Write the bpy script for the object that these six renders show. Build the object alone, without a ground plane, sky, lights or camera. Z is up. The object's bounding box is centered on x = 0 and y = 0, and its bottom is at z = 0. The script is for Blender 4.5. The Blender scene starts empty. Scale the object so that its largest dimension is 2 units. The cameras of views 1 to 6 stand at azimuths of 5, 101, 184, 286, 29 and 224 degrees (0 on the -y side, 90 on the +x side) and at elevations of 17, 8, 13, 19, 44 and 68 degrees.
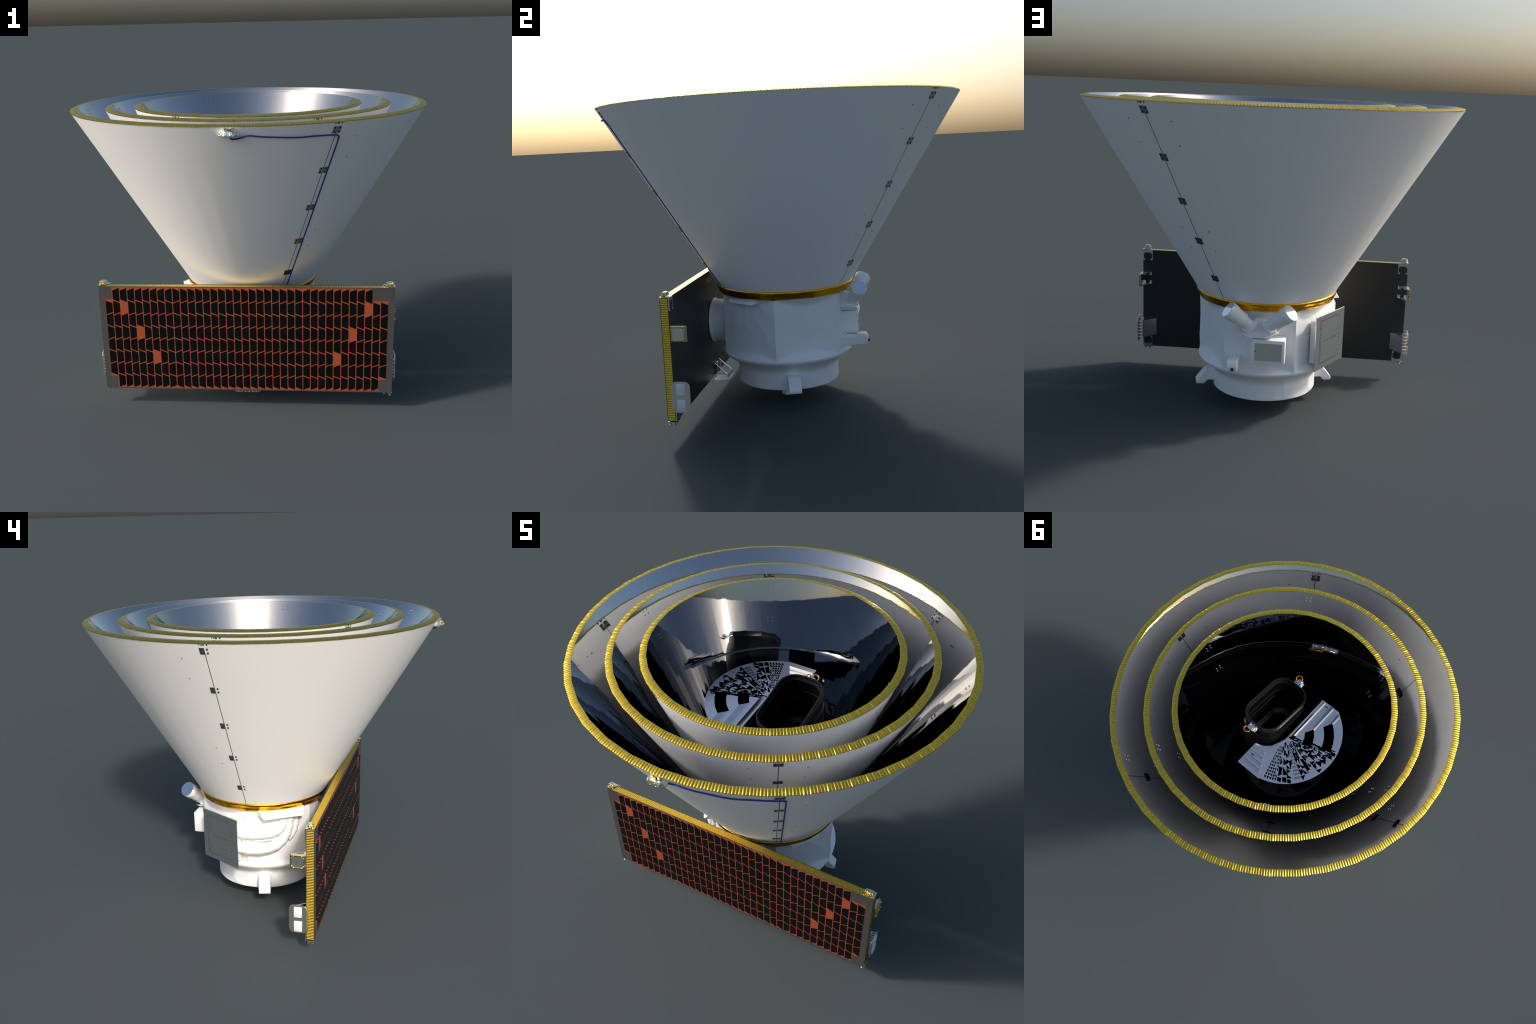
import bpy, bmesh, math, random
import numpy as np
from mathutils import Vector, Matrix

R = random.Random(7)
CY = 0.0115                       # the shields' axis stands at x = 0, y = CY
rad = math.radians

# ------------------------------------------------------------------ materials
def new_mat(name):
    m = bpy.data.materials.new(name)
    m.use_nodes = True
    nt = m.node_tree
    return m, nt, nt.nodes["Principled BSDF"]

def mat(name, col, rough=0.5, metal=0.0, var=0.06, scale=30.0, bump=0.0, bscale=60.0,
        spec=0.5, coat=0.0, rvar=0.0, stretch=None):
    """Principled surface whose colour (and roughness) wanders a little with noise."""
    m, nt, b = new_mat(name)
    N, L = nt.nodes, nt.links
    tc = N.new("ShaderNodeTexCoord")
    src = tc.outputs["Object"]
    if stretch:
        mp = N.new("ShaderNodeMapping")
        mp.inputs["Scale"].default_value = stretch
        L.new(src, mp.inputs["Vector"])
        src = mp.outputs["Vector"]
    no = N.new("ShaderNodeTexNoise")
    no.inputs["Scale"].default_value = scale
    no.inputs["Detail"].default_value = 4
    L.new(src, no.inputs["Vector"])
    cr = N.new("ShaderNodeValToRGB")
    lo = [max(0.0, c * (1 - var)) for c in col]
    hi = [min(1.0, c * (1 + var)) for c in col]
    cr.color_ramp.elements[0].position = 0.3
    cr.color_ramp.elements[1].position = 0.7
    cr.color_ramp.elements[0].color = (*lo, 1)
    cr.color_ramp.elements[1].color = (*hi, 1)
    L.new(no.outputs["Fac"], cr.inputs["Fac"])
    L.new(cr.outputs["Color"], b.inputs["Base Color"])
    b.inputs["Roughness"].default_value = rough
    b.inputs["Metallic"].default_value = metal
    b.inputs["Specular IOR Level"].default_value = spec
    b.inputs["Coat Weight"].default_value = coat
    if rvar:
        mr = N.new("ShaderNodeMapRange")
        mr.inputs["To Min"].default_value = max(0, rough - rvar)
        mr.inputs["To Max"].default_value = min(1, rough + rvar)
        L.new(no.outputs["Fac"], mr.inputs["Value"])
        L.new(mr.outputs["Result"], b.inputs["Roughness"])
    if bump:
        n2 = N.new("ShaderNodeTexNoise")
        n2.inputs["Scale"].default_value = bscale
        n2.inputs["Detail"].default_value = 3
        L.new(src, n2.inputs["Vector"])
        bp = N.new("ShaderNodeBump")
        bp.inputs["Strength"].default_value = bump
        bp.inputs["Distance"].default_value = 0.01
        L.new(n2.outputs["Fac"], bp.inputs["Height"])
        L.new(bp.outputs["Normal"], b.inputs["Normal"])
    return m

M = {}
M["white"] = mat("white_paint", (0.975, 0.97, 0.96), 0.5, var=0.01, scale=6)
M["blanket"] = mat("white_blanket", (0.955, 0.955, 0.95), 0.5, var=0.015, scale=9, bump=0.06, bscale=22)
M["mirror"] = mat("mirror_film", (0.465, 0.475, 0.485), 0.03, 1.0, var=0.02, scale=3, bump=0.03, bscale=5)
M["darkmirror"] = mat("mirror_film_darkened", (0.38, 0.39, 0.405), 0.03, 1.0, var=0.02, scale=3, bump=0.04, bscale=5)  # same film, base colour lowered to get the inner cone's dark multi-bounce reflections
M["gold"] = mat("gold_edge", (0.90, 0.615, 0.075), 0.25, 1.0, var=0.12, scale=90)
M["kapton"] = mat("amber_foil", (1.0, 0.46, 0.02), 0.27, 1.0, var=0.15, scale=25, bump=0.25, bscale=30)
M["plate"] = mat("polished_grey", (0.97, 0.98, 0.97), 0.31, 1.0, var=0.04, scale=20)
M["tape"] = mat("dull_metal_tape", (0.50, 0.53, 0.53), 0.25, 1.0, var=0.10, scale=80, bump=0.1, bscale=200)
M["alu"] = mat("aluminium", (0.86, 0.88, 0.90), 0.27, 1.0, var=0.05, scale=40)
M["goldmetal"] = mat("polished_gold", (0.85, 0.68, 0.22), 0.18, 1.0, var=0.06, scale=60)
M["substrate"] = mat("rust_orange_substrate", (0.385, 0.070, 0.021), 0.6, var=0.06, scale=60)
M["cell"] = mat("black_solar_cell", (0.0022, 0.0026, 0.0028), 0.35, var=0.4, scale=40, spec=0.25)
M["frame"] = mat("warm_grey_facesheet", (0.071, 0.066, 0.061), 0.55, var=0.08, scale=50)
M["carbon"] = mat("dark_carbon_sheet", (0.022, 0.021, 0.020), 0.45, var=0.15, scale=70)
M["black"] = mat("black_coating", (0.006, 0.006, 0.007), 0.55, var=0.3, scale=20)
M["baffle"] = mat("black_baffle_paint", (0.008, 0.0075, 0.009), 0.36, var=0.25, scale=15, spec=0.35)
M["panelwhite"] = mat("satin_metal_plate", (0.95, 0.91, 0.87), 0.22, 1.0, var=0.02, scale=40)
M["patchwhite"] = mat("white_patch", (0.80, 0.80, 0.80), 0.4, var=0.02, scale=40)
M["blue"] = mat("navy_cable_jacket", (0.020, 0.016, 0.25), 0.45, var=0.1, scale=60)
M["orange"] = mat("amber_cable", (0.75, 0.26, 0.01), 0.3, 0.6, var=0.1, scale=60)
M["lining"] = mat("matt_black_lining", (0.0025, 0.0025, 0.003), 0.6, var=0.3, scale=20, spec=0.08)
M["void"] = mat("flat_black", (0.0006, 0.0006, 0.0006), 0.9, var=0.3, scale=20, spec=0.0)
M["glass"] = mat("coated_window", (0.90, 0.92, 0.95), 0.04, 1.0, var=0.01, scale=20)
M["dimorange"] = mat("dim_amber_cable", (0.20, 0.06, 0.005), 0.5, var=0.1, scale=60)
M["dark"] = mat("dark_hole", (0.035, 0.037, 0.038), 0.5, var=0.2, scale=60)
M["steel"] = mat("dark_steel", (0.30, 0.31, 0.32), 0.28, 1.0, var=0.1, scale=40)

# ------------------------------------------------------------------ helpers
ROOT = bpy.data.objects.new("space_telescope", None)
bpy.context.collection.objects.link(ROOT)
ROOT.empty_display_size = 0.2
ROOT["label"] = "white space telescope with three nested cone shields and solar panel"
ROOT["category"] = "space telescope"

def link(o, parent):
    bpy.context.collection.objects.link(o)
    o.parent = parent or ROOT
    return o

def make_mesh(name, verts, faces, material, smooth=None):
    me = bpy.data.meshes.new(name)
    me.from_pydata([tuple(map(float, v)) for v in verts], [], [tuple(map(int, f)) for f in faces])
    me.materials.append(M[material])
    bm = bmesh.new(); bm.from_mesh(me)
    bmesh.ops.recalc_face_normals(bm, faces=bm.faces)
    bm.to_mesh(me); bm.free()
    if smooth is not None:
        me.polygons.foreach_set("use_smooth", [True] * len(me.polygons))
        me.set_sharp_from_angle(angle=rad(smooth))
    me.update()
    return me

def add(name, verts, faces, material, parent=None, smooth=None, kind=None):
    o = bpy.data.objects.new(name, make_mesh(name, verts, faces, material, smooth))
    if kind: o["kind"] = kind
    return link(o, parent)

def inst(name, me, parent, mtx):
    o = bpy.data.objects.new(name, me)
    link(o, parent)
    o.matrix_local = mtx
    return o

class Geo:
    """collects verts + faces of simple solids"""
    def __init__(s): s.v = []; s.f = []
    def put(s, v, f, m=None):
        k = len(s.v)
        for p in v:
            p = Vector(p)
            s.v.append(m @ p if m is not None else p)
        s.f += [tuple(i + k for i in q) for q in f]
        return s
    def box(s, c, d, m=None, bev=0.0):
        v, f = box_vf(c, d, bev); return s.put(v, f, m)
    def prism(s, outline, axis_pts, m=None):
        v, f = prism_vf(outline, *axis_pts); return s.put(v, f, m)
    def tube(s, pts, r, n=8, closed=False, m=None):
        v, f = tube_vf(pts, r, n, closed); return s.put(v, f, m)
    def lathe(s, prof, n=24, m=None):
        v, f = lathe_vf(prof, n); return s.put(v, f, m)
    def obj(s, name, material, parent=None, smooth=None, kind=None):
        return add(name, s.v, s.f, material, parent, smooth, kind)

def box_vf(c, d, bev=0.0):
    bm = bmesh.new()
    bmesh.ops.create_cube(bm, size=1.0)
    bmesh.ops.scale(bm, vec=d, verts=bm.verts)
    if bev:
        bmesh.ops.bevel(bm, geom=list(bm.edges), offset=bev, segments=2, profile=0.5, affect='EDGES')
    bmesh.ops.translate(bm, vec=c, verts=bm.verts)
    bm.verts.index_update()
    v = [p.co.copy() for p in bm.verts]; f = [[q.index for q in fc.verts] for fc in bm.faces]
    bm.free()
    return v, f

def prism_vf(outline, a, b):
    """outline of 3D points (as functions) swept from offset vector a to b"""
    n = len(outline); a = Vector(a); b = Vector(b)
    v = [Vector(p) + a for p in outline] + [Vector(p) + b for p in outline]
    f = [tuple(range(n))[::-1], tuple(range(n, 2 * n))]
    f += [(i, (i + 1) % n, n + (i + 1) % n, n + i) for i in range(n)]
    return v, f

def tube_vf(pts, r, n=8, closed=False):
    P = [Vector(p) for p in pts]; v = []; f = []
    up = Vector((0, 0, 1)); k = len(P)
    for i, p in enumerate(P):
        if closed: t = P[(i + 1) % k] - P[i - 1]
        else: t = P[min(i + 1, k - 1)] - P[max(i - 1, 0)]
        t.normalize()
        u = t.cross(up)
        if u.length < 1e-3: u = t.cross(Vector((1, 0, 0)))
        u.normalize(); w = u.cross(t); up = w
        rr = r[i] if isinstance(r, (list, tuple)) else r
        for j in range(n):
            a = 2 * math.pi * j / n
            v.append(p + (u * math.cos(a) + w * math.sin(a)) * rr)
    for i in range(k if closed else k - 1):
        for j in range(n):
            a, b = i * n + j, i * n + (j + 1) % n
            c, d = ((i + 1) % k) * n + (j + 1) % n, ((i + 1) % k) * n + j
            f.append((a, b, c, d))
    if not closed:
        f.append(tuple(range(n))[::-1]); f.append(tuple(range((k - 1) * n, k * n)))
    return v, f

def lathe_vf(prof, n=24):
    """profile of (radius, z); ends closed"""
    v = []; f = []; k = len(prof)
    for r, z in prof:
        for j in range(n):
            a = 2 * math.pi * j / n
            v.append(Vector((r * math.cos(a), r * math.sin(a), z)))
    for i in range(k - 1):
        for j in range(n):
            f.append((i * n + j, i * n + (j + 1) % n, (i + 1) * n + (j + 1) % n, (i + 1) * n + j))
    f.append(tuple(range(n))[::-1]); f.append(tuple(range((k - 1) * n, k * n)))
    return v, f

def frame(o, z, x=None):
    """matrix whose z axis points along z at origin o"""
    z = Vector(z).normalized()
    x = Vector(x) if x is not None else (Vector((0, 0, 1)) if abs(z.z) < 0.9 else Vector((1, 0, 0)))
    y = z.cross(x).normalized(); x = y.cross(z)
    return Matrix((( x.x, y.x, z.x, o[0]), (x.y, y.y, z.y, o[1]), (x.z, y.z, z.z, o[2]), (0, 0, 0, 1)))

def spline(pts, n=8):
    """Catmull-Rom through control points"""
    P = [np.array(p, float) for p in pts]
    P = [2 * P[0] - P[1]] + P + [2 * P[-1] - P[-2]]
    out = []
    for i in range(1, len(P) - 2):
        a, b, c, d = P[i - 1:i + 3]
        for k in range(n):
            t = k / n
            out.append(0.5 * (2 * b + (c - a) * t + (2 * a - 5 * b + 4 * c - d) * t * t + (3 * b - a - 3 * c + d) * t ** 3))
    out.append(P[-2])
    return out

# ------------------------------------------------------------------ cone shields
SEG = 40                                   # each shield is a forty-sided cone
ZT, ZB = 1.6655, 0.6655
WALL = 0.0347
RISE = 0.0090                              # the rim climbs towards the mirror side

class Cone:
    def __init__(s, rt, rb, seams, ribs):
        s.rt, s.rb, s.seams, s.ribs = rt, rb, seams, ribs
        s.m = (rt - rb) / (ZT - ZB)
    def r(s, z): return s.rb + s.m * (z - ZB)
    def pt(s, az, z, off=0.0, inset=0.0):
        """point on the faceted wall; off = distance out along the wall's normal"""
        w = 360.0 / SEG
        k = math.cos(rad(w / 2)) / math.cos(rad(az % w - w / 2))
        rr = (s.r(z) - inset) * k
        cn = 1 / math.hypot(1, s.m)
        rr += off * cn
        return Vector((rr * math.cos(rad(az)), CY + rr * math.sin(rad(az)), z - off * s.m * cn))

def ring(r, z):
    return [(r * math.cos(rad(9 * i)), CY + r * math.sin(rad(9 * i)), z) for i in range(SEG)]

def shell(name, ro_t, ro_b, ri_t, ri_b, zt, zb, material, parent, rise=0.0):
    v = ring(ro_t, zt) + ring(ro_b, zb) + ring(ri_b, zb) + ring(ri_t, zt + rise)
    f = []
    for a in range(4):
        b = (a + 1) % 4
        for i in range(SEG):
            j = (i + 1) % SEG
            f.append((a * SEG + i, b * SEG + i, b * SEG + j, a * SEG + j))
    return add(name, v, f, material, parent, smooth=30)

def build_cone(C, patch_z, half_seam, lining="mirror", bolt_rows=5):
    t = WALL / 2
    body = shell("shield_cone", C.rt, C.rb, C.rt - t, C.rb - t, ZT, ZB, "white", None)
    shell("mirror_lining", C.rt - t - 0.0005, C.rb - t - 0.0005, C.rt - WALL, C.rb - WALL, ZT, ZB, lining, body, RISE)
    # ribbed golden edge: straight run along each facet, small radial corrugations
    v, f = [], []
    prof = [0.0, 0.6, 0.92, 1.0, 0.92, 0.6]
    per = len(prof); n = C.ribs * per
    for i in range(SEG):
        a0, a1 = rad(9 * i), rad(9 * i + 9)
        for k in range(n):
            u = k / n
            h = 0.0031 * prof[k % per] * (0.8 + 0.4 * ((k // per * 7 + i * 3) % 5) / 4)
            col = []
            for rr, z in ((C.rt + .0006, ZT - .002), (C.rt + .0006, ZT + .0002 + .4 * h), (C.rt - WALL * .2, ZT + RISE * .2 + .0002 + h),
                          (C.rt - WALL * .8, ZT + RISE * .8 + .0002 + .75 * h), (C.rt - WALL, ZT + RISE + .0004), (C.rt - WALL + .002, ZT)):
                x = rr * (math.cos(a0) * (1 - u) + math.cos(a1) * u)
                y = rr * (math.sin(a0) * (1 - u) + math.sin(a1) * u)
                col.append((x, CY + y, z))
            v += col
    tot = SEG * n; Q = 6
    for k in range(tot):
        q = (k + 1) % tot
        for j in range(Q):
            f.append((k * Q + j, k * Q + (j + 1) % Q, q * Q + (j + 1) % Q, q * Q + j))
    add("ribbed_edge_trim", v, f, "gold", body, smooth=60, kind="stuff")

    seam = Geo(); pins = Geo(); ticks = Geo()
    bolt_me = BOLT
    for az in C.seams:
        half = az == half_seam
        dg = lambda m, z: math.degrees(m / C.r(z))      # metres along the wall -> degrees
        # seam groove line
        hw = 0.0016
        zs = np.linspace(ZB + 0.002, patch_z[0], 24)
        vv = []
        for z in zs:
            for sgn in (-1, 1): vv.append(C.pt(az + sgn * dg(hw, z), z, 0.0006))
        k = len(zs)
        seam.put(vv, [(2 * i, 2 * i + 1, 2 * i + 3, 2 * i + 2) for i in range(k - 1)])
        for z in patch_z:
            hz = 0.0165
            w0, w1 = (-0.024, 0.002) if half else (-0.0215, 0.0215)
            g = Geo()
            cor = [(w0, -hz), (w1, -hz), (w1, hz), (w0, hz)]
            lo = [C.pt(az + dg(a, z), z + b, -0.001) for a, b in cor]
            hi = [C.pt(az + dg(a, z), z + b, 0.0014) for a, b in cor]
            g.put(lo + hi, [(3, 2, 1, 0), (4, 5, 6, 7), (0, 1, 5, 4), (1, 2, 6, 5), (2, 3, 7, 6), (3, 0, 4, 7)])
            g.obj("doubler_plate", "tape", body)
            for sx in (-1, 1):
                for sz in (-1, 1):
                    a = az + dg(sx * 0.0145, z); zz = z + sz * 0.0095
                    p = C.pt(a, zz, 0.0013); q = C.pt(a, zz, 0.01)
                    pins.put(*lathe_vf([(0.0048, -0.001), (0.0048, 0.0012), (0.0025, 0.0018)], 10), m=frame(p, q - p))
                    # bolt head on the mirror side
                    p = C.pt(a, zz, 0, WALL); q = C.pt(a, zz, -0.01, WALL)
                    if z in patch_z[:bolt_rows]: inst("bolt", bolt_me, body, frame(p, q - p))
        for off in ((-0.119,) if half else (0.119,) if C is OUT and az == 300 else (-0.119, 0.119)):
            for z in (1.584, 1.478, 1.062, 0.956):
                a = az + math.degrees(off / C.r(1.5)) 
                p = C.pt(a, z, 0.0); q = C.pt(a, z, 0.01)
                pins.put(*lathe_vf([(0.0028, -0.001), (0.0028, 0.001), (0.002, 0.0014)], 10), m=frame(p, q - p))
        for j, (o, w) in enumerate(((-0.021, .0015), (-0.012, .0015), (-0.003, .0035), (0.003, .0015), (0.018, .003))):
            z0, z1 = 1.6555, 1.6625
            c = [C.pt(az + dg(o - w, z0), z0, .0007), C.pt(az + dg(o + w, z0), z0, .0007), C.pt(az + dg(o + w, z0), z1, .0007), C.pt(az + dg(o - w, z0), z1, .0007)]
            b = [C.pt(az + dg(o + s2 * w, z0), zq, -.001) for s2, zq in ((-1, z0), (1, z0), (1, z1), (-1, z1))]
            ticks.put(c + b, [(0, 1, 2, 3), (7, 6, 5, 4), (0, 4, 5, 1), (1, 5, 6, 2), (2, 6, 7, 3), (3, 7, 4, 0)])
    seam.obj("seam", "dark", body)
    pins.obj("pin_heads", "dark", body, smooth=40, kind="stuff")
    ticks.obj("index_marks", "dark", body, kind="stuff")
    return body

BOLT = make_mesh("bolt", *lathe_vf([(0.0062, -0.001), (0.0062, 0.0015), (0.0045, 0.0015), (0.0045, 0.005), (0.003, 0.007)], 12), "mirror", 40)

OUT = Cone(0.988, 0.3835, (60, 180, 300), 11)
MID = Cone(0.798, 0.3275, (60, 180, 300), 9)
INN = Cone(0.638, 0.2965, (0, 120, 240), 7)
shield = build_cone(OUT, (1.628, 1.419, 1.209, 1.0015, 0.791), 180)
build_cone(MID, (1.633, 1.438, 1.23, 1.02, 0.81), None)
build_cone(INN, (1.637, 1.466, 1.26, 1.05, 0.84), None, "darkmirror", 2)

# blue harness running from the rim sensor to the seam and down beside it
ctl = [(-89.8, 1.618, .012), (-89.2, 1.6095, .008), (-87.4, 1.6125, .006), (-85, 1.6235, .005), (-82, 1.618, .005), (-78.9, 1.6135, .005), (-72, 1.606, .005), (-66.8, 1.607, .005), (-61, 1.606, .006), (-59.4, 1.603, .006), (-58.6, 1.592, .005)]
pts = spline([OUT.pt(a, z, o) for a, z, o in ctl], 6)
for z in np.linspace(1.57, 0.672, 40):
    pts.append(np.array(OUT.pt(-60 + math.degrees(0.0262 / OUT.r(z)), z, 0.0015)))
v, f = tube_vf(pts, 0.0034, 8)
add("cable", v, f, "blue", shield, smooth=60)

# sun sensor head hung on the rim
def sun_sensor():
    g = Geo()
    c = OUT.pt(-90, 1.636)
    y0 = c.y + 0.012
    for z, wx, d in ((1.6185, 0.047, 0.0),):
        pass
    top = [(-0.030, y0), (-0.030, -0.985), (-0.014, -0.9945), (0.014, -0.9945), (0.030, -0.985), (0.030, y0)]
    bot = [(-0.047, y0), (-0.047, -0.980), (-0.022, -1.0005), (0.022, -1.0005), (0.047, -0.980), (0.047, y0)]
    v = [(x, y, 1.6225) for x, y in bot] + [(x, y, 1.6275) for x, y in bot] + [(x, y, 1.645) for x, y in top]
    n = 6
    f = [tuple(range(n)), tuple(range(2 * n, 3 * n))]
    for a in (0, n):
        f += [(a + i, a + (i + 1) % n, a + n + (i + 1) % n, a + n + i) for i in range(n)]
    o = add("sun_sensor", v, f, "alu")
    lens = make_mesh("lens", *lathe_vf([(0.0085, -0.003), (0.0085, 0.0025), (0.0065, 0.0035), (0.0058, 0.0012)], 20), "goldmetal", 40)
    for x, y, d in ((-0.0335, -0.9865, (-.55, -.75, .35)), (-0.0125, -0.9955, (-.12, -.85, .45)), (0.0125, -0.9955, (.12, -.85, .45)), (0.0335, -0.9865, (.55, -.75, .35))):
        inst("lens", lens, o, frame((x, y, 1.634), d))
    g = Geo(); g.box((0, -0.977, 1.6505), (0.014, 0.016, 0.012), bev=.001); g.obj("connector", "goldmetal", o)
    g = Geo()
    for s in (-1, 1): g.box((s * 0.016, -0.967, 1.654), (0.012, 0.024, 0.014), bev=.001)
    g.obj("clamp", "alu", o)
sun_sensor()

# ------------------------------------------------------------------ amber collar
def wob(a, z, s=1.0):
    return s * (0.5 * math.sin(9 * a + 30 * z) + 0.35 * math.sin(17 * a - 55 * z + 1.3) + 0.3 * math.sin(31 * a + 80 * z + .4))

def hexr(a):
    q = (a % (math.pi / 3)) - math.pi / 6
    return math.cos(math.pi / 6) / math.cos(q)

def collar():
    n = 180; v = []; f = []
    lev = [(0.345, .6685, 0, 0), (.377, .6690, 0, .2), (.3855, .6675, 0, .4), (.3885, .661, 0, 1), (.3865, .651, 0, 1.6), (.3790, .643, 0, 2), (.3780, .635, 0, 2), (.3755, .627, 0, 1.5), (.3730, .6215, 0, 1), (.33, .6215, 0, 0)]
    for r, z, hx, w in lev:
        for i in range(n):
            a = 2 * math.pi * i / n
            rr = r * (1 - hx + hx * hexr(a)) + 0.0011 * w * wob(a, z)
            dip = .0045 * max(0.0, (hexr(a) - .955) / .045) ** 2 if z < .63 else 0.0   # foil tucks down over the six corners
            v.append((rr * math.cos(a), CY + rr * math.sin(a), z - dip + .0012 * w * wob(a + 2, z)))
    for k in range(len(lev) - 1):
        for i in range(n):
            j = (i + 1) % n
            f.append((k * n + i, k * n + j, (k + 1) * n + j, (k + 1) * n + i))
    add("foil_collar", v, f, "kapton", None, smooth=70)
collar()

# ------------------------------------------------------------------ bus (hexagonal, blanket-wrapped)
def smooth01(t):
    t = max(0.0, min(1.0, t)); return t * t * (3 - 2 * t)

from mathutils import noise
def crease(p):
    """sharp-ridged folds of the thermal blanket, about one millimetre deep"""
    q = Vector((p[0] * 9, p[1] * 9, p[2] * 7))
    w = noise.noise_vector(q * .6) * .9
    a = 1 - 2.2 * abs(noise.noise(q + w))
    b = 1 - 2.2 * abs(noise.noise(q * 2.1 + w * 1.4 + Vector((3.1, 0, 5))))
    return a + .45 * b

def bus():
    n = 480; v = []; f = []
    zs = [.645, .634] + list(np.linspace(.630, .285, 50)) + [.280, .274, .268, .2635, .259, .253, .246, .238, .229, .220, .211, .203, .197, .192] + list(np.linspace(.186, .102, 12)) + [.100, .0985]
    ring_r = [(.634, .3700), (.630, .3720), (.285, .3715), (.274, .3700), (.268, .3675), (.259, .3590), (.246, .339), (.229, .316), (.211, .2975), (.197, .2895), (.186, .287), (.102, .2868), (.100, .2865), (.0985, .2845)]
    zz = [z for z, _ in ring_r][::-1]; rr_ = [r for _, r in ring_r][::-1]
    for z in zs:
        for i in range(n):
            a = 2 * math.pi * i / n; d = math.degrees(a)
            circ = float(np.interp(z, zz, rr_))
            if z > .283:
                rnd = smooth01((d - 185) / 18) * (1 - smooth01((d - 262) / 14))   # rounder flank that carries the pipes
                side = .3715 * (1 - (1 - .50 * rnd) * (1 - hexr(a)))
                low = .3715 - (z - .279) * 1.8                                  # sloping ledge above the flange
                top = .3725 - (.632 - z) * .92                                   # sloping ledge below the collar
                r = max(side, low, min(top, .3725))
                # soften the meeting lines a little
                o = sorted((side, low, top))
                r += .0025 * math.exp(-((o[2] - o[1]) / .004))
                r = min(r, .3745)
                r += .013 * math.exp(-((d - 184) / 13) ** 2) * smooth01((.615 - z) / .03) * smooth01((z - .33) / .05)   # padded corner beside the radiator
                amt = 1.0
            else:
                r = circ; amt = smooth01((.262 - z) / .06) * .8 + .1
            if z > .64 or z < .1012: amt = 0
            x, y = math.cos(a), math.sin(a)
            r += .0021 * amt * (crease((r * x, r * y, z)) - .45)
            v.append((r * x, CY + r * y, z))
    L = len(zs)
    for k in range(L - 1):
        for i in range(n):
            j = (i + 1) % n
            f.append((k * n + i, k * n + j, (k + 1) * n + j, (k + 1) * n + i))
    f.append(tuple(range(n))); f.append(tuple(range((L - 1) * n, L * n)))
    return add("bus_body", v, f, "blanket", None, smooth=50)
BUS = bus()

def polar(az, r, z): return Vector((r * math.cos(rad(az)), CY + r * math.sin(rad(az)), z))

# padded pipes under the blanket
def pipe(ctl, r, ends):
    pts = spline([polar(*c) for c in ctl], 8)
    k = len(pts)
    rr = [r * (0.97 + 0.05 * math.sin(i * 1.3)) for i in range(k)]
    v, f = tube_vf(pts, rr, 16)
    add("covered_pipe", v, f, "blanket", BUS, smooth=60)
pipe([(213, .350, .615), (213, .352, .555), (209.5, .357, .508), (202, .367, .486), (190, .377, .482), (177, .385, .482), (163, .365, .485)], .030, 0)
pipe([(219, .345, .61), (218.5, .347, .54), (215, .352, .468), (207, .362, .415), (195, .374, .393), (181, .384, .390), (166, .37, .392)], .034, 0)
pipe([(210, .348, .452), (200, .361, .447), (186, .366, .443), (169, .360, .44)], .013, 0)
pipe([(225.5, .341, .61), (225.5, .344, .545), (223, .345, .482), (217, .345, .435)], .028, 0)

# ledges beneath the collar
def ledge(az, half, d0, d1, z0, z1, tip):
    nrm = Vector((math.cos(rad(az)), math.sin(rad(az)), 0)); tan = Vector((-nrm.y, nrm.x, 0)); c = Vector((0, CY, 0))
    P = lambda t, d, z: c + tan * t + nrm * d + Vector((0, 0, z))
    v = [P(-half, d0, z0 + .012), P(-half * .78, d1, z0), P(half * .78, d1, z0), P(half, d0, z0 + .012),
         P(-half, d0, z1), P(-half * .86, d1 - tip, z1), P(half * .86, d1 - tip, z1), P(half, d0, z1)]
    f = [(3, 2, 1, 0), (4, 5, 6, 7), (0, 1, 5, 4), (1, 2, 6, 5), (2, 3, 7, 6), (3, 0, 4, 7)]
    o = add("ledge", v, f, "blanket", BUS)
    b = o.modifiers.new("b", 'BEVEL'); b.width = .004; b.segments = 2
ledge(211, .150, .30, .405, .585, .625, .030)
ledge(327, .110, .29, .364, .588, .609, .010)

# landing lugs
def lug(az):
    prof = [(.27, .128), (.27, .190), (.325, .191), (.338, .185), (.384, .127), (.386, .121), (.384, .108), (.342, .108), (.322, .130)]
    rdir = Vector((math.cos(rad(az)), math.sin(rad(az)), 0)); t = Vector((-rdir.y, rdir.x, 0))
    v = []
    n = len(prof)
    for s in (-1, 1):
        for r, z in prof:
            w = .034 if r > .33 else .037
            v.append(rdir * r + t * (s * w) + Vector((0, CY, z)))
    f = [tuple(range(n)), tuple(range(2 * n - 1, n - 1, -1))] + [(i, (i + 1) % n, n + (i + 1) % n, n + i) for i in range(n)]
    o = add("support_lug", v, f, "blanket", BUS)
    b = o.modifiers.new("b", 'BEVEL'); b.width = .004; b.segments = 2; b.limit_method = 'ANGLE'
lug(14.5); lug(194.0)

# drum joining bus and panel
g = Geo(); g.lathe([(.122, 0), (.122, .105), (.127, .107), (.130, .112), (.130, .118), (.126, .1205)], 64, m=frame((0, -.30, .43), (0, -1, 0)))
g.obj("panel_mount_drum", "blanket", BUS, smooth=40)

# engine nozzle beneath
g = Geo(); g.lathe([(.020, .10), (.020, .055), (.026, .045), (.0365, .006), (.0375, 0), (.034, 0), (.024, .04)], 32, m=Matrix.Translation((.035, .004, 0)))
g.obj("thruster_nozzle", "steel", BUS, smooth=40)

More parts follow.
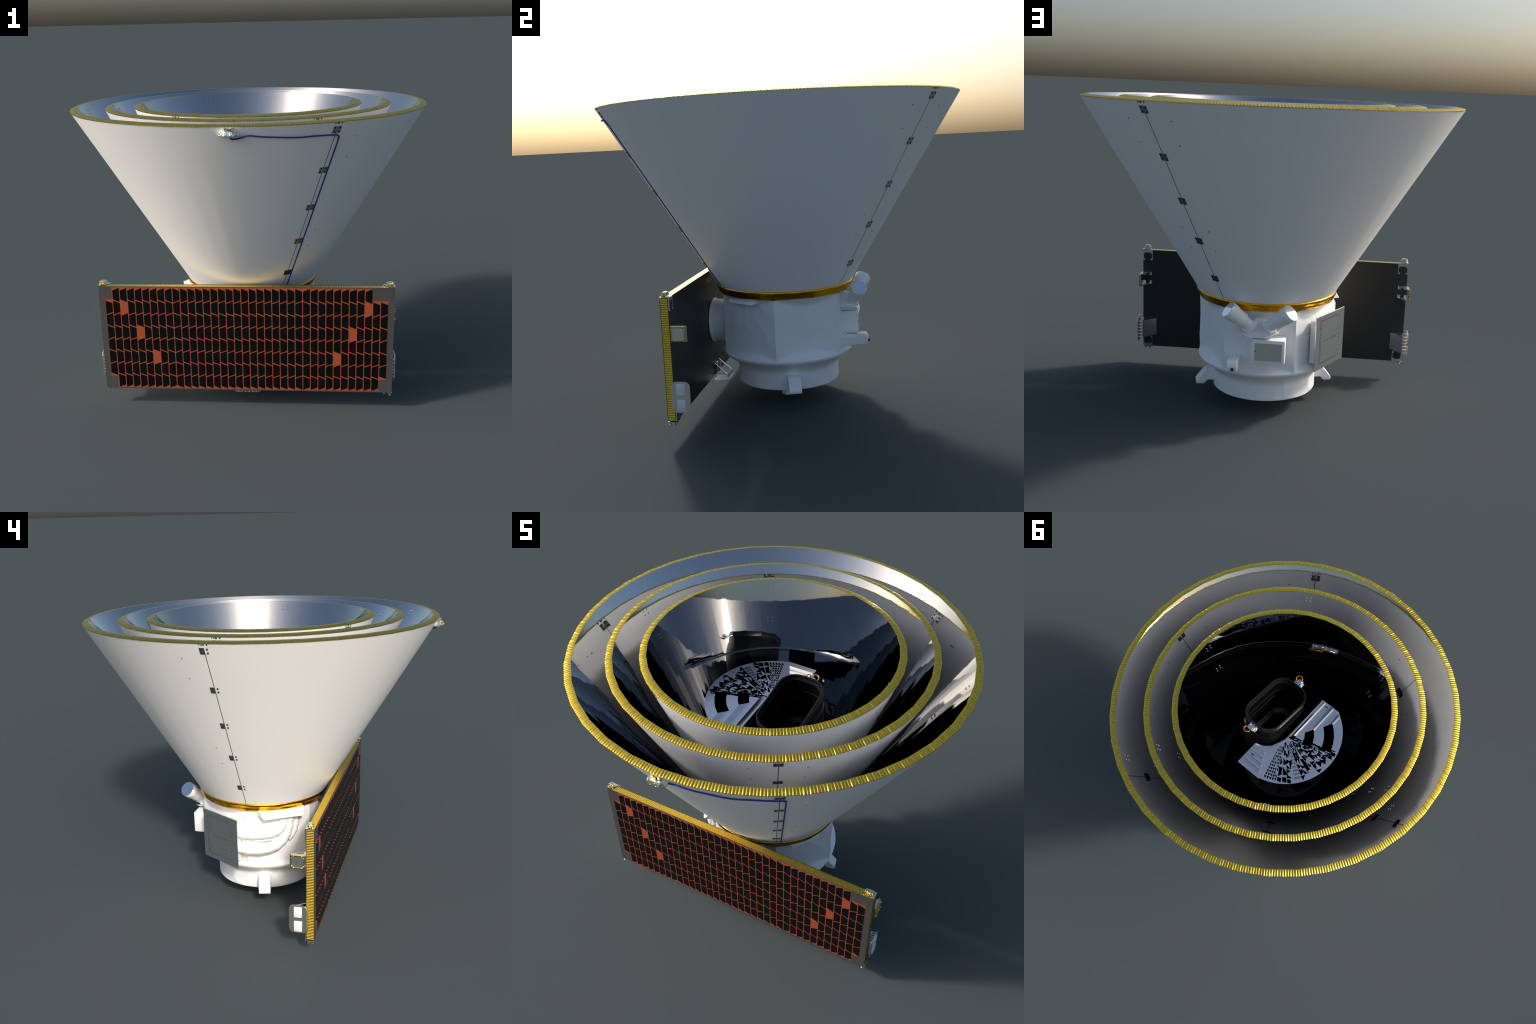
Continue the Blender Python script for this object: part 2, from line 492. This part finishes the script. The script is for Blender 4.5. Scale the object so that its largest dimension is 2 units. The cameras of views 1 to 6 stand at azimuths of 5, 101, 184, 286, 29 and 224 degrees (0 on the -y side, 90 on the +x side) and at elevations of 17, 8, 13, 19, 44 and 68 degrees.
# electronics box with grey window on the +y face
g = Geo(); g.box((-.0525, .37, .421), (.172, .108, .128), bev=.008)
b1 = g.obj("equipment_box", "blanket", BUS, smooth=40)
g = Geo(); g.box((-.0525, .4245, .421), (.140, .003, .096), bev=.0008)
g.obj("radiator_window", "plate", b1)
g = Geo(); g.lathe([(.003, 0), (.003, .002)], 10, m=frame((.014, .4258, .424), (0, 1, 0))); g.obj("port", "dark", b1)

# stepped arm
prof = [(.30, .302), (.30, .368), (.420, .368), (.426, .383), (.472, .384), (.483, .372), (.486, .352), (.480, .325)]
v, f = prism_vf([(0, y, z) for y, z in prof], (.098, 0, 0), (.152, 0, 0))
o = add("stub_arm", v, f, "blanket", BUS)
b = o.modifiers.new("b", 'BEVEL'); b.width = .006; b.segments = 3; b.limit_method = 'ANGLE'
g = Geo(); g.lathe([(.0085, -.006), (.0085, .006), (.006, .0085)], 16, m=frame((.121, .486, .341), (0, 1, -.15))); g.obj("port", "dark", o, smooth=40)

# tall radiator plate on the 150 degree face
A = Vector((-.291, .3046, 0)); B = Vector((-.4355, .0566, 0)); nrm = Vector((-math.cos(rad(30)), .5, 0)); tan = (B - A).normalized()
Lr = (B - A).length
mx = Matrix(((tan.x, nrm.x, 0, A.x), (tan.y, nrm.y, 0, A.y), (0, 0, 1, 0), (0, 0, 0, 1)))
g = Geo(); g.box((Lr / 2, -.003, .433), (Lr, .006, .297), m=mx, bev=.001)
rp = g.obj("radiator_panel", "plate", BUS)
g = Geo(); g.box((Lr * .52, -.035, .425), (Lr * .72, .062, .235), m=mx, bev=.006); g.obj("standoff_block", "blanket", rp, smooth=40)
g = Geo()
def rdot(u, w): g.put(*lathe_vf([(.0030, 0), (.0030, .0008)], 8), m=mx @ frame((u, 0.0, w), (0, 1, 0)))
for i in range(15):
    rdot(.055 + i * .0118, .553); rdot(.055 + i * .0118, .318)
for i in range(10): rdot(.085 + i * .0165, .437)
for i in range(20):
    rdot(.040, .322 + i * .0120); rdot(.050, .316 + i * .0124)
    if i % 2 == 0: rdot(.236, .325 + i * .0120)
g.obj("screw_dots", "dark", rp, kind="stuff")

# star trackers
def tracker(sx):
    cap = Vector((sx * .1585 - .005, .4460, .6445)); base = Vector((sx * .047 - .003, .3995, .5480))
    d = (cap - base); L = d.length; d.normalize()
    m = frame(base, d)
    g = Geo()
    g.lathe([(.0285, -.01), (.0285, .020), (.0300, .034), (.0305, .042), (.0370, .053), (.0390, .058), (.0390, .098), (.0405, .106), (.0440, .112), (.0450, L - .002), (.0438, L)], 40, m=m)
    o = g.obj("star_tracker", "blanket", BUS, smooth=35)
    g = Geo(); g.lathe([(.0440, L - .001), (.0440, L + .0012), (.0435, L + .0016)], 40, m=m); g.obj("aperture_cover", "glass", o, smooth=35)
    g = Geo(); g.box((0, 0, -.002), (.064, .058, .024), m=m, bev=.004); g.obj("mount_plate", "blanket", o, smooth=40)
tracker(1); tracker(-1)
# wedge bracket under the trackers
g = Geo()
g.prism([(-.090, 0, .520), (-.088, 0, .537), (-.045, 0, .562), (-.018, 0, .588), (.018, 0, .588), (.045, 0, .562), (.088, 0, .537), (.090, 0, .520), (.045, 0, .490), (-.045, 0, .490)], ((0, .32, 0), (0, .398, 0)))
o = g.obj("tracker_bracket", "blanket", BUS)
b = o.modifiers.new("b", 'BEVEL'); b.width = .006; b.segments = 3; b.limit_method = 'ANGLE'
g = Geo()
g.prism([(-.105, 0, .524), (-.050, 0, .492), (.050, 0, .492), (.105, 0, .524), (.050, 0, .500), (-.050, 0, .500)], ((0, .33, 0), (0, .424, 0)))
o2 = g.obj("bracket_shelf", "blanket", o)
b = o2.modifiers.new("b", 'BEVEL'); b.width = .003; b.segments = 2; b.limit_method = 'ANGLE'

# ------------------------------------------------------------------ solar panel
PX0, PX1, PZ0, PZ1 = -.8130, .8085, .1105, .7305
YF, YB = -.4630, -.4210
XC = (PX0 + PX1) / 2
g = Geo(); g.box((XC, (YF + YB) / 2, (PZ0 + PZ1) / 2), (PX1 - PX0 - .004, YB - YF - .004, PZ1 - PZ0 - .004))
PANEL = g.obj("solar_panel", "carbon", None)
g = Geo()
def rounded(x0, x1, z0, z1, r, n=4):
    out = []
    for cx, cz, a0 in ((x1 - r, z1 - r, 0), (x0 + r, z1 - r, 90), (x0 + r, z0 + r, 180), (x1 - r, z0 + r, 270)):
        for i in range(n + 1):
            a = rad(a0 + 90 * i / n); out.append((cx + r * math.cos(a), cz + r * math.sin(a)))
    return out
g.prism([(x, 0, z) for x, z in rounded(PX0, PX1, PZ0, PZ1, .004)], ((0, YF + .0022, 0), (0, YF, 0)))
g.obj("front_facesheet", "frame", PANEL)
g = Geo(); g.prism([(x, 0, z) for x, z in rounded(PX0, PX1, PZ0, PZ1, .004)], ((0, YB - .0022, 0), (0, YB, 0)))
g.obj("back_facesheet", "carbon", PANEL)
# ribbed golden edges of the sandwich core
def core_edge(p0, p1, out, pitch):
    p0, p1, out = Vector(p0), Vector(p1), Vector(out)
    L = (p1 - p0).length; t = (p1 - p0) / L
    k = int(round(L / pitch)); prof = [0.0, .85, 1.0, .85]
    v, f = [], []
    tot = k * 4
    for i in range(tot + 1):
        p = p0 + t * (L * i / tot); h = -.0002 + .0019 * prof[i % 4]
        for y, o in ((YF + .0023, -.002), (YF + .0023, h), (YB - .0023, h), (YB - .0023, -.002)):
            q = p + out * o; v.append((q.x, y, q.z))
    for i in range(tot):
        for j in range(4):
            f.append((i * 4 + j, i * 4 + (j + 1) % 4, (i + 1) * 4 + (j + 1) % 4, (i + 1) * 4 + j))
    f += [(0, 1, 2, 3), (tot * 4 + 3, tot * 4 + 2, tot * 4 + 1, tot * 4)]
    add("ribbed_core_edge", v, f, "gold", PANEL, smooth=60, kind="stuff")
e = .0019
core_edge((PX0 + .002, 0, PZ1 - e), (PX1 - .002, 0, PZ1 - e), (0, 0, 1), .0089)
core_edge((PX0 + .002, 0, PZ0 + e), (PX1 - .002, 0, PZ0 + e), (0, 0, -1), .0089)
core_edge((PX0 + e, 0, PZ0 + .002), (PX0 + e, 0, PZ1 - .002), (-1, 0, 0), .0089)
core_edge((PX1 - e, 0, PZ0 + .002), (PX1 - e, 0, PZ1 - .002), (1, 0, 0), .0089)
# orange substrate with stepped corners
sub = [(-.7405, .7250), (.6915, .7250), (.6915, .6537), (.7745, .6537), (.7745, .1876), (.7345, .1876), (.7345, .1168), (-.7412, .1168), (-.7412, .1876), (-.7797, .1876), (-.7797, .6537), (-.7405, .6537)]
g = Geo(); g.prism([(x, 0, z) for x, z in sub], ((0, YF + .001, 0), (0, YF - .0006, 0)))
g.obj("cell_substrate", "substrate", PANEL)
# trapezoid cells: 37 columns by 8 rows, mirrored in three blocks
NC, X0, PXC, PZR, Z1R = 37, -.7814, .04208, .0742, .6803
def cell_mesh(s):
    w, lo, sh = .0183, .0410, .0268
    q = [(-w, -(lo if s < 0 else sh)), (w, -(lo if s > 0 else sh)), (w, (lo if s > 0 else sh)), (-w, (lo if s < 0 else sh))]
    # blunt the two corners of the short side
    if s > 0: q = [(-w + .003, q[0][1] - .001), q[1], q[2], (-w + .003, q[3][1] + .001), (-w, q[3][1] - .003), (-w, q[0][1] + .003)]
    else: q = [q[0], (w - .003, q[1][1] - .001), (w, q[1][1] + .003), (w, q[2][1] - .003), (w - .003, q[2][1] + .001), q[3]]
    v, f = prism_vf([(x, 0, z) for x, z in q], (0, .0004, 0), (0, -.0007, 0))
    return make_mesh("solar_cell", v, f, "cell")
CM = {1: cell_mesh(1), -1: cell_mesh(-1)}
for row in range(8):
    for c in range(NC):
        if row == 0 and (c < 1 or c > NC - 3): continue
        if row == 7 and (c < 1 or c > NC - 2): continue
        if row in (1, 3, 5) and (c == row + 1 or c == NC - 2 - row): continue
        block = 1 if c < 9 or c >= 26 else -1
        s = block * (1 if row % 2 == 0 else -1)
        inst("solar_cell", CM[s], PANEL, Matrix.Translation((X0 + (c + .5) * PXC, YF - .0008, Z1R - row * PZR)))

# ---- fittings round the panel; built for the +x side, mirrored for the -x side
def mirrored(fn, c):
    for s in (1, -1): fn(Matrix.Translation((c, 0, 0)) @ Matrix.Diagonal((s, 1, 1, 1)))

def corner_fork(m, z, s):
    """silver fork clamped on the back at a corner; s = +1 top, -1 bottom"""
    g = Geo(); y = YB + .0025
    def bar(x0, x1, a, b): g.box(((x0 + x1) / 2, y, z + s * (a + b) / 2), (x1 - x0, .005, abs(b - a)), m=m)
    bar(.7515, .8095, 0, -.016)
    bar(.7515, .7640, -.0162, -.022); bar(.797, .8095, -.0162, -.022)
    bar(.7515, .7555, -.0222, -.054); bar(.8055, .8095, -.0222, -.054)
    bar(.7515, .7640, -.0542, -.064); bar(.797, .8095, -.0542, -.064)
    # cap folded over the edge
    v = [(.749, YB + .005, z), (.8125, YB + .005, z), (.8125, YF + .001, z), (.795, YF + .001, z)]
    g.put(*prism_vf(v, (0, 0, s * .0022), (0, 0, s * .0052)), m=m)
    o = g.obj("corner_clamp", "alu", PANEL)
    return o

def corner_sensor(m):
    o = corner_fork(m, PZ1, 1)
    g = Geo(); g.box((.785, -.4395, .7475), (.026, .020, .020), m=m, bev=.001); g.box((.772, -.434, .7445), (.014, .014, .014), m=m, bev=.001)
    h = g.obj("sensor_head", "alu", o)
    g = Geo()
    for x, y, z, d in ((.800, -.446, .7505, (.8, -.2, .4)), (.800, -.4345, .7445, (.9, .2, .1)), (.788, -.4510, .7470, (.1, -1, .2)), (.800, -.4520, .7400, (.5, -.8, 0)), (.779, -.4515, .7420, (-.3, -.9, .1))):
        g.put(*lathe_vf([(.0068, -.006), (.0068, .004), (.005, .0055), (.004, .004)], 14), m=m @ frame((x, y, z), d))
    g.obj("lens_cluster", "goldmetal", h, smooth=40)
mirrored(corner_sensor, -.0025)

def corner_foot(m):
    o = corner_fork(m, PZ0, -1)
    g = Geo()
    for x, y in ((.800, -.4535), (.800, -.433), (.772, -.434)):
        g.put(*lathe_vf([(.0055, .0), (.0055, -.012), (.007, -.013), (.007, -.018), (.004, -.020)], 12), m=m @ Matrix.Translation((x, y, PZ0 - .004)))
    g.obj("foot_pin", "alu", o, smooth=40)
mirrored(corner_foot, -.0025)

def truss(g, a, b, c, w, t, m):
    """triangular gusset frame a-b-c with open middle, swept t along w"""
    a, b, c, w = Vector(a), Vector(b), Vector(c), Vector(w)
    k = (a + b + c) / 3
    ia, ib, ic = (k + (p - k) * .55 for p in (a, b, c))
    for p, q, ip, iq in ((a, b, ia, ib), (b, c, ib, ic), (c, a, ic, ia)):
        g.put(*prism_vf([p, q, iq, ip], w * -t, w * t), m=m)

def square_sensor(m):
    zc = .5545; g = Geo()
    for s in (-1, 1):
        zz = zc + s * .036
        truss(g, (.752, YB + .002, zz), (.802, YB + .004, zz), (.802, -.3415, zz), (0, 0, 1), .0018, m)
        g.box((.759, YB + .003, zc + s * .027), (.016, .006, .020), m=m, bev=.0008)
        g.box((.797, YB + .003, zc + s * .027), (.016, .006, .020), m=m, bev=.0008)
    g.box((.8030, -.3800, zc), (.003, .083, .079), m=m)
    o = g.obj("sensor_bracket", "alu", PANEL)
    g = Geo()
    for y, z, dy, dz in ((-.3800, zc + .033, .072, .006), (-.3800, zc - .033, .072, .006), (-.4130, zc, .006, .060), (-.3470, zc, .006, .060)):
        g.box((.8095, y, z), (.010, dy, dz), m=m)
    for sy in (-1, 1):
        for sz in (-1, 1):
            for q in (0, 1):
                g.put(*lathe_vf([(.0028, 0), (.0028, .005), (.0018, .006)], 8), m=m @ frame((.8135, -.3800 + sy * (.031 - q * .009), zc + sz * (.022 + q * .009)), (1, 0, 0)))
    h = g.obj("gold_frame", "goldmetal", o)
    g = Geo(); k = .0305; c = .009
    g.prism([(0, -.3800 + y, zc + z) for y, z in ((-k, -k + c), (-k + c, -k), (k - c, -k), (k, -k + c), (k, k - c), (k - c, k), (-k + c, k), (-k, k - c))], ((.8075, 0, 0), (.8130, 0, 0)), m=m)
    g.obj("detector_plate", "plate", o)
mirrored(lambda m: square_sensor(m @ Matrix.Translation((.006, 0, 0))), -.0045)

def antenna(m, web):
    """rounded plate with two white patches; local x = outward, y = across, z = long axis, origin on the mounting corner"""
    g = Geo()
    g.prism([(0, y, z) for y, z in rounded(-.047, .047, -.079, .079, .027, 5)], ((.0235, 0, 0), (.0265, 0, 0)), m=m)
    o = g.obj("antenna_plate", "plate", PANEL)
    for s in (-1, 1):
        g = Geo(); g.box((.029, 0, s * .0405 - .001), (.0055, .041, .056), m=m, bev=.0015); g.obj("antenna_patch", "patchwhite", o, smooth=40)
    g = Geo()
    for z in (-.050, -.030, -.010, .010, .030, .050):
        for y in (-.034, .034):
            g.put(*lathe_vf([(.0026, -.004), (.0026, .0236)], 8), m=m @ frame((0, y, z), (1, 0, 0)))
    g.obj("standoff_pin", "alu", o, smooth=40, kind="stuff")
    g = Geo()
    for i in range(6):
        for y in (-.031, .031):
            g.put(*lathe_vf([(.0016, 0), (.0016, .0006)], 6), m=m @ frame((.0265, y, -.06 + i * .024), (1, 0, 0)))
    g.obj("screw_dots", "dark", o, kind="stuff")
    g = Geo()
    if web: g.box((-.002, -.004, 0), (.003, .078, .116), m=m)
    else:
        for yy in (-.036, .028): g.box((-.002, yy, 0), (.004, .010, .112), m=m)
    for s in (-1, 1):
        truss(g, (-.072, -.0405, s * .050), (-.004, -.0405, s * .050), (-.004, .034, s * .055), (0, 0, 1), .002, m)
    if web: g.box((-.038, -.0405, 0), (.070, .003, .104), m=m)
    else: g.box((-.062, -.036, .02), (.020, .010, .034), m=m, bev=.001)
    # slanting web between the two gussets
    if web: g.put(*prism_vf([(-.072, -.038, -.05), (-.072, -.038, .05), (-.004, .034, .05), (-.004, .034, -.05)], (0, 0, 0), (.002, -.002, 0)), m=m)
    g.obj("antenna_bracket", "alu", o)
mirrored(lambda m: antenna(m @ Matrix.Translation((.8025, -.383, .240)), True), -.0058)
# the same antenna facing the ground at the panel's lower edge
antenna(Matrix(((0, 0, 1, -.005), (0, 1, 0, -.381), (-1, 0, 0, .107), (0, 0, 0, 1))), False)

# ------------------------------------------------------------------ telescope inside the shields
g = Geo(); g.lathe([(.262, .672), (.262, .70), (.275, .86), (.275, .895), (.268, .90)], 64, m=Matrix.Translation((0, CY, 0)))
TEL = g.obj("instrument_deck", "black", None, smooth=40)
# oval baffle tube
def oval(x0, x1, y0, y1, r, z, n=8):
    return [(x, y, z) for x, y in rounded(x0, x1, y0, y1, r, n)]
def baffle():
    def skin(name, loops, material, parent, smooth):
        v, f = [], []
        for d, z in loops:          # the tube leans: its mouth is lower at the -y end
            h = z - 1.4225
            v += [(x, y - .155 * h, 1.4250 + h + .155 * (y + .01)) for x, y, _ in oval(.012 - d, .2485 + d, -.247 - d, .132 + d, max(.088 + d, .02), z)]
        n = len(v) // len(loops)
        for k in range(len(loops) - 1):
            for i in range(n):
                j = (i + 1) % n
                f.append((k * n + i, k * n + j, (k + 1) * n + j, (k + 1) * n + i))
        f.append(tuple(range((len(loops) - 1) * n, len(loops) * n)))
        return add(name, v, f, material, parent, smooth)
    o = skin("baffle_tube", [(-.006, 1.409), (-.004, 1.4215), (-.0015, 1.4225), (.0035, 1.4215), (.004, 1.4185), (.002, 1.416), (.002, 1.396), (.004, 1.393), (.004, 1.388), (.002, 1.385), (.002, 1.318), (.0035, 1.316), (.0035, 1.312), (.002, 1.31), (.002, 1.13), (-.045, 1.11), (-.050, .90)], "baffle", TEL, 35)
    vanes = [(-.006, 1.409), (-.017, 1.400), (-.016, 1.39)]
    for z in np.arange(1.33, 1.0, -.055): vanes += [(-.016, z + .002), (-.019, z), (-.016, z - .002)]
    skin("baffle_lining", vanes + [(-.016, .95)], "lining", o, 35)
    return o
BAF = baffle()
def hook(y, s, dz):
    g = Geo(); T = Matrix.Translation((0, 0, dz))
    g.box((.1285, y + s * .018, 1.408), (.060, .036, .010), m=T, bev=.002)
    g.box((.1285, y + s * .006, 1.418), (.052, .012, .020), m=T, bev=.002)
    g.box((.1285, y + s * .028, 1.416), (.036, .030, .010), m=T, bev=.002)
    for dx in (-.018, .018): g.put(*lathe_vf([(.006, 0), (.006, .010), (.004, .012)], 12), m=T @ Matrix.Translation((.1285 + dx, y + s * .014, 1.412)))
    o = g.obj("latch_bracket", "alu", BAF, smooth=40)
    g = Geo(); g.lathe([(.0095, 0), (.0095, .004), (.0075, .006), (.006, .004)], 20, m=T @ Matrix.Translation((.1285, y + s * .032, 1.4205))); g.obj("latch_stud", "goldmetal", o, smooth=40)
    g = Geo()
    for dx in (-.012, .012): g.put(*lathe_vf([(.0045, 0), (.0045, .002)], 10), m=T @ Matrix.Translation((.1285 + dx, y + s * .008, 1.428)))
    g.obj("hole", "black", o)
    pts = [(.150 + .020 * math.cos(2 * math.pi * i / 24) * 1.0, y + s * (.046 + .019 * math.sin(2 * math.pi * i / 24)), 1.405 + .006 * math.sin(2 * math.pi * i / 24)) for i in range(24)]
    g = Geo(); g.tube(pts, .0032, 8, True, m=T); g.obj("cable_loop", "orange", o, smooth=60)
hook(.135, 1, .010); hook(-.250, -1, -.040)

# pale sector plate beside the baffle
ZP = 1.327
C0 = Vector((-.0075, .0100)); RP = .3435
def arcpt(a, r=RP, c=C0): return (c.x + r * math.cos(rad(a)), c.y + r * math.sin(rad(a)))
outline = [(.0795, .3492), (-.0845, .3492)] + [arcpt(a) for a in np.linspace(105, 236, 60)] + [(-.1690, -.2965), (-.0410, -.2965), (-.0410, .050), (-.030, .085), (-.005, .140), (.030, .172), (.0795, .189)]
g = Geo(); g.prism([(x, y, 0) for x, y in outline], ((0, 0, ZP - .010), (0, 0, ZP - .0006)))
PL = g.obj("sector_plate", "panelwhite", TEL)
# sawtooth relief modelled to give the flat plate's ends their smooth-normal shading gradients
def steps(name, edges, lo, hi, along_x, depth):
    """each step rises from one edge to the next, so light shades across it"""
    v, f = [], []
    for a, b in zip(edges[:-1], edges[1:]):
        n = 6
        base = len(v)
        for i in range(n + 1):
            t = (i / n) ** 1.5; e = a + (b - a) * t
            h = ZP + depth * max(0.0, 1 - t / .55) ** 1.4
            l0, l1 = lo(e), hi(e)
            for l, z in ((l0, ZP - .004), (l0, h), (l1, h), (l1, ZP - .004)):
                v.append((e, l, z) if along_x else (l, e, z))
        for i in range(n):
            for j in range(4):
                f.append((base + i * 4 + j, base + i * 4 + (j + 1) % 4, base + (i + 1) * 4 + (j + 1) % 4, base + (i + 1) * 4 + j))
        f += [(base, base + 1, base + 2, base + 3), (base + n * 4 + 3, base + n * 4 + 2, base + n * 4 + 1, base + n * 4)]
    add(name, v, f, "panelwhite", PL, smooth=30)
# right end: long steps parallel to y, cut off by the slanting stripe line
slant = lambda x: .049 + (x + .042) * ((-.2606 - .049) / (-.2212 + .042))
steps("shading_relief_strip", [-.1935, -.131, -.067, -.0412], lambda x: -.290 + max(0, -.13 - x) * .3, lambda x: slant(x), True, .014)
steps("shading_relief_strip", [.200, .236, .270, .305, .347], lambda y: -.004 - (y - .2) * .52 if y < .34 else -.08, lambda y: .078, False, .010)
g = Geo()
for i in range(3):
    for x, y in ((-.0795 - i * .008, -.272 - i * .001), (.050 - i * .008, .2587 - i * .001)):
        g.put(*lathe_vf([(.003, 0), (.003, .001)], 8), m=Matrix.Translation((x, y, ZP + .0045)))
g.obj("hole", "void", PL)
# flat black arcs and jagged black pieces on the face of the plate
CB = Vector((-.018, .028))
def at(a, r): return (CB.x + r * math.cos(rad(a)), CB.y + r * math.sin(rad(a)))
def on_plate(x, y):
    if math.hypot(x - C0.x, y - C0.y) > RP - .0008: return False
    return y < .348 and x < .03 and not (y < .19 and x > -.040 - (y - .05) * -.26)
sh = Geo()
def patch(poly, h=ZP):
    if all(on_plate(*p) for p in poly):
        sh.put(*prism_vf([(x, y, 0) for x, y in poly], (0, 0, h - .002), (0, 0, h + .0005)))
def slant_angle(r):
    """polar angle (about CB) at which a circle of radius r meets the slanting line"""
    return float(min(np.linspace(186, 262, 400), key=lambda a: abs(slant(at(a, r)[0]) - at(a, r)[1])))
def end_angle(r): return 150 if r < .03 else float(np.interp(r, [.03, .075, .12, .18, .235, .29], [170, 181, 186, 192, 196, 199]))
for r0, r1 in ((.030, .064), (.117, .174), (.234, .294)):
    n = 16
    for i in range(n):
        q = []
        for t, r in ((i / n, r0), ((i + 1) / n, r0), ((i + 1) / n, r1), (i / n, r1)):
            a0, a1 = end_angle(r), slant_angle(r)
            q.append(at(a0 + (a1 - a0) * t, r))
        patch(q)
# fine-toothed columns near the stepped end
for i in range(5):
    for k in range(13):
        r0 = .085 + k * .0205; a = 105.5 + i * 3.1
        if (i * 5 + k * 3) % 11 == 0: continue
        patch([at(a, r0), at(a + 2.9, r0 + .003), at(a + 2.0 + R.random() * .9, r0 + .019), at(a + 1.2, r0 + .012)])
# saw-toothed columns of shards fanning from the apex
def tooth(a, r, L, w, k):
    """wedge with its base along one radius and its tip on the next"""
    patch([at(a, r), at(a + .15 * w, r + L), at(a + w, r + L * k)])
a = 121.0
while a < 199:
    if 140.5 < a < 149.5: a = 149.5; continue
    w = R.uniform(4.6, 6.6) if a < 176 else R.uniform(3.4, 5.0)
    r = .050 + R.random() * .03
    big = R.random() < .65
    while r < .338:
        L = R.uniform(.038, .068) if big else R.uniform(.026, .042)
        if R.random() < .93:
            tooth(a, r, min(L, .340 - r), w * R.uniform(.85, 1.25), R.uniform(-.35, 1.3))
            if R.random() < .32: patch([at(a + w * .1, r), at(a + w * .95, r + L * .1), at(a + w * .85, r + L * .75), at(a + w * .15, r + L * .6)])
        r += L * R.uniform(.92, 1.25)
    a += w * R.uniform(.88, 1.0)
# comb of thin black triangles between them
for k in range(11):
    r0 = .075 + k * .0235
    for i in range(6):
        a = 141.5 + i * 1.35
        patch([at(a, r0), at(a + .75, r0), at(a + 1.2, r0 + .017)])
for a in (193.5, 196, 198.5):
    patch([at(a, .12), at(a + 1.7, .32), at(a + .4, .32)])
sh.obj("dark_shard", "void", PL, kind="stuff")

# dark structure below the plate: pedestal, struts and harness
g = Geo()
g.lathe([(.14, .89), (.13, .95), (.06, 1.05), (.05, 1.317)], 48, m=Matrix.Translation((-.12, .02, 0)))
g.obj("pedestal", "black", TEL, smooth=40)
g = Geo()
for a in range(15, 375, 60):
    for s in (-1, 1):
        g.tube([polar(a + s * 16, .25, .89), polar(a, .17, 1.06)], .010, 8)
g.obj("strut", "black", TEL, smooth=60)
g = Geo()
for a, zt in ((100, 1.12), (130, 1.08), (165, 1.1), (200, 1.05)):
    c = spline([polar(a, .14, zt), polar(a + 5, .23, zt - .05), polar(a + 12, .26, zt - .12), polar(a + 4, .24, .94), polar(a, .23, .89)], 8)
    g.tube(c, .0045, 6)
g.obj("harness", "dimorange", TEL, smooth=60, kind="stuff")
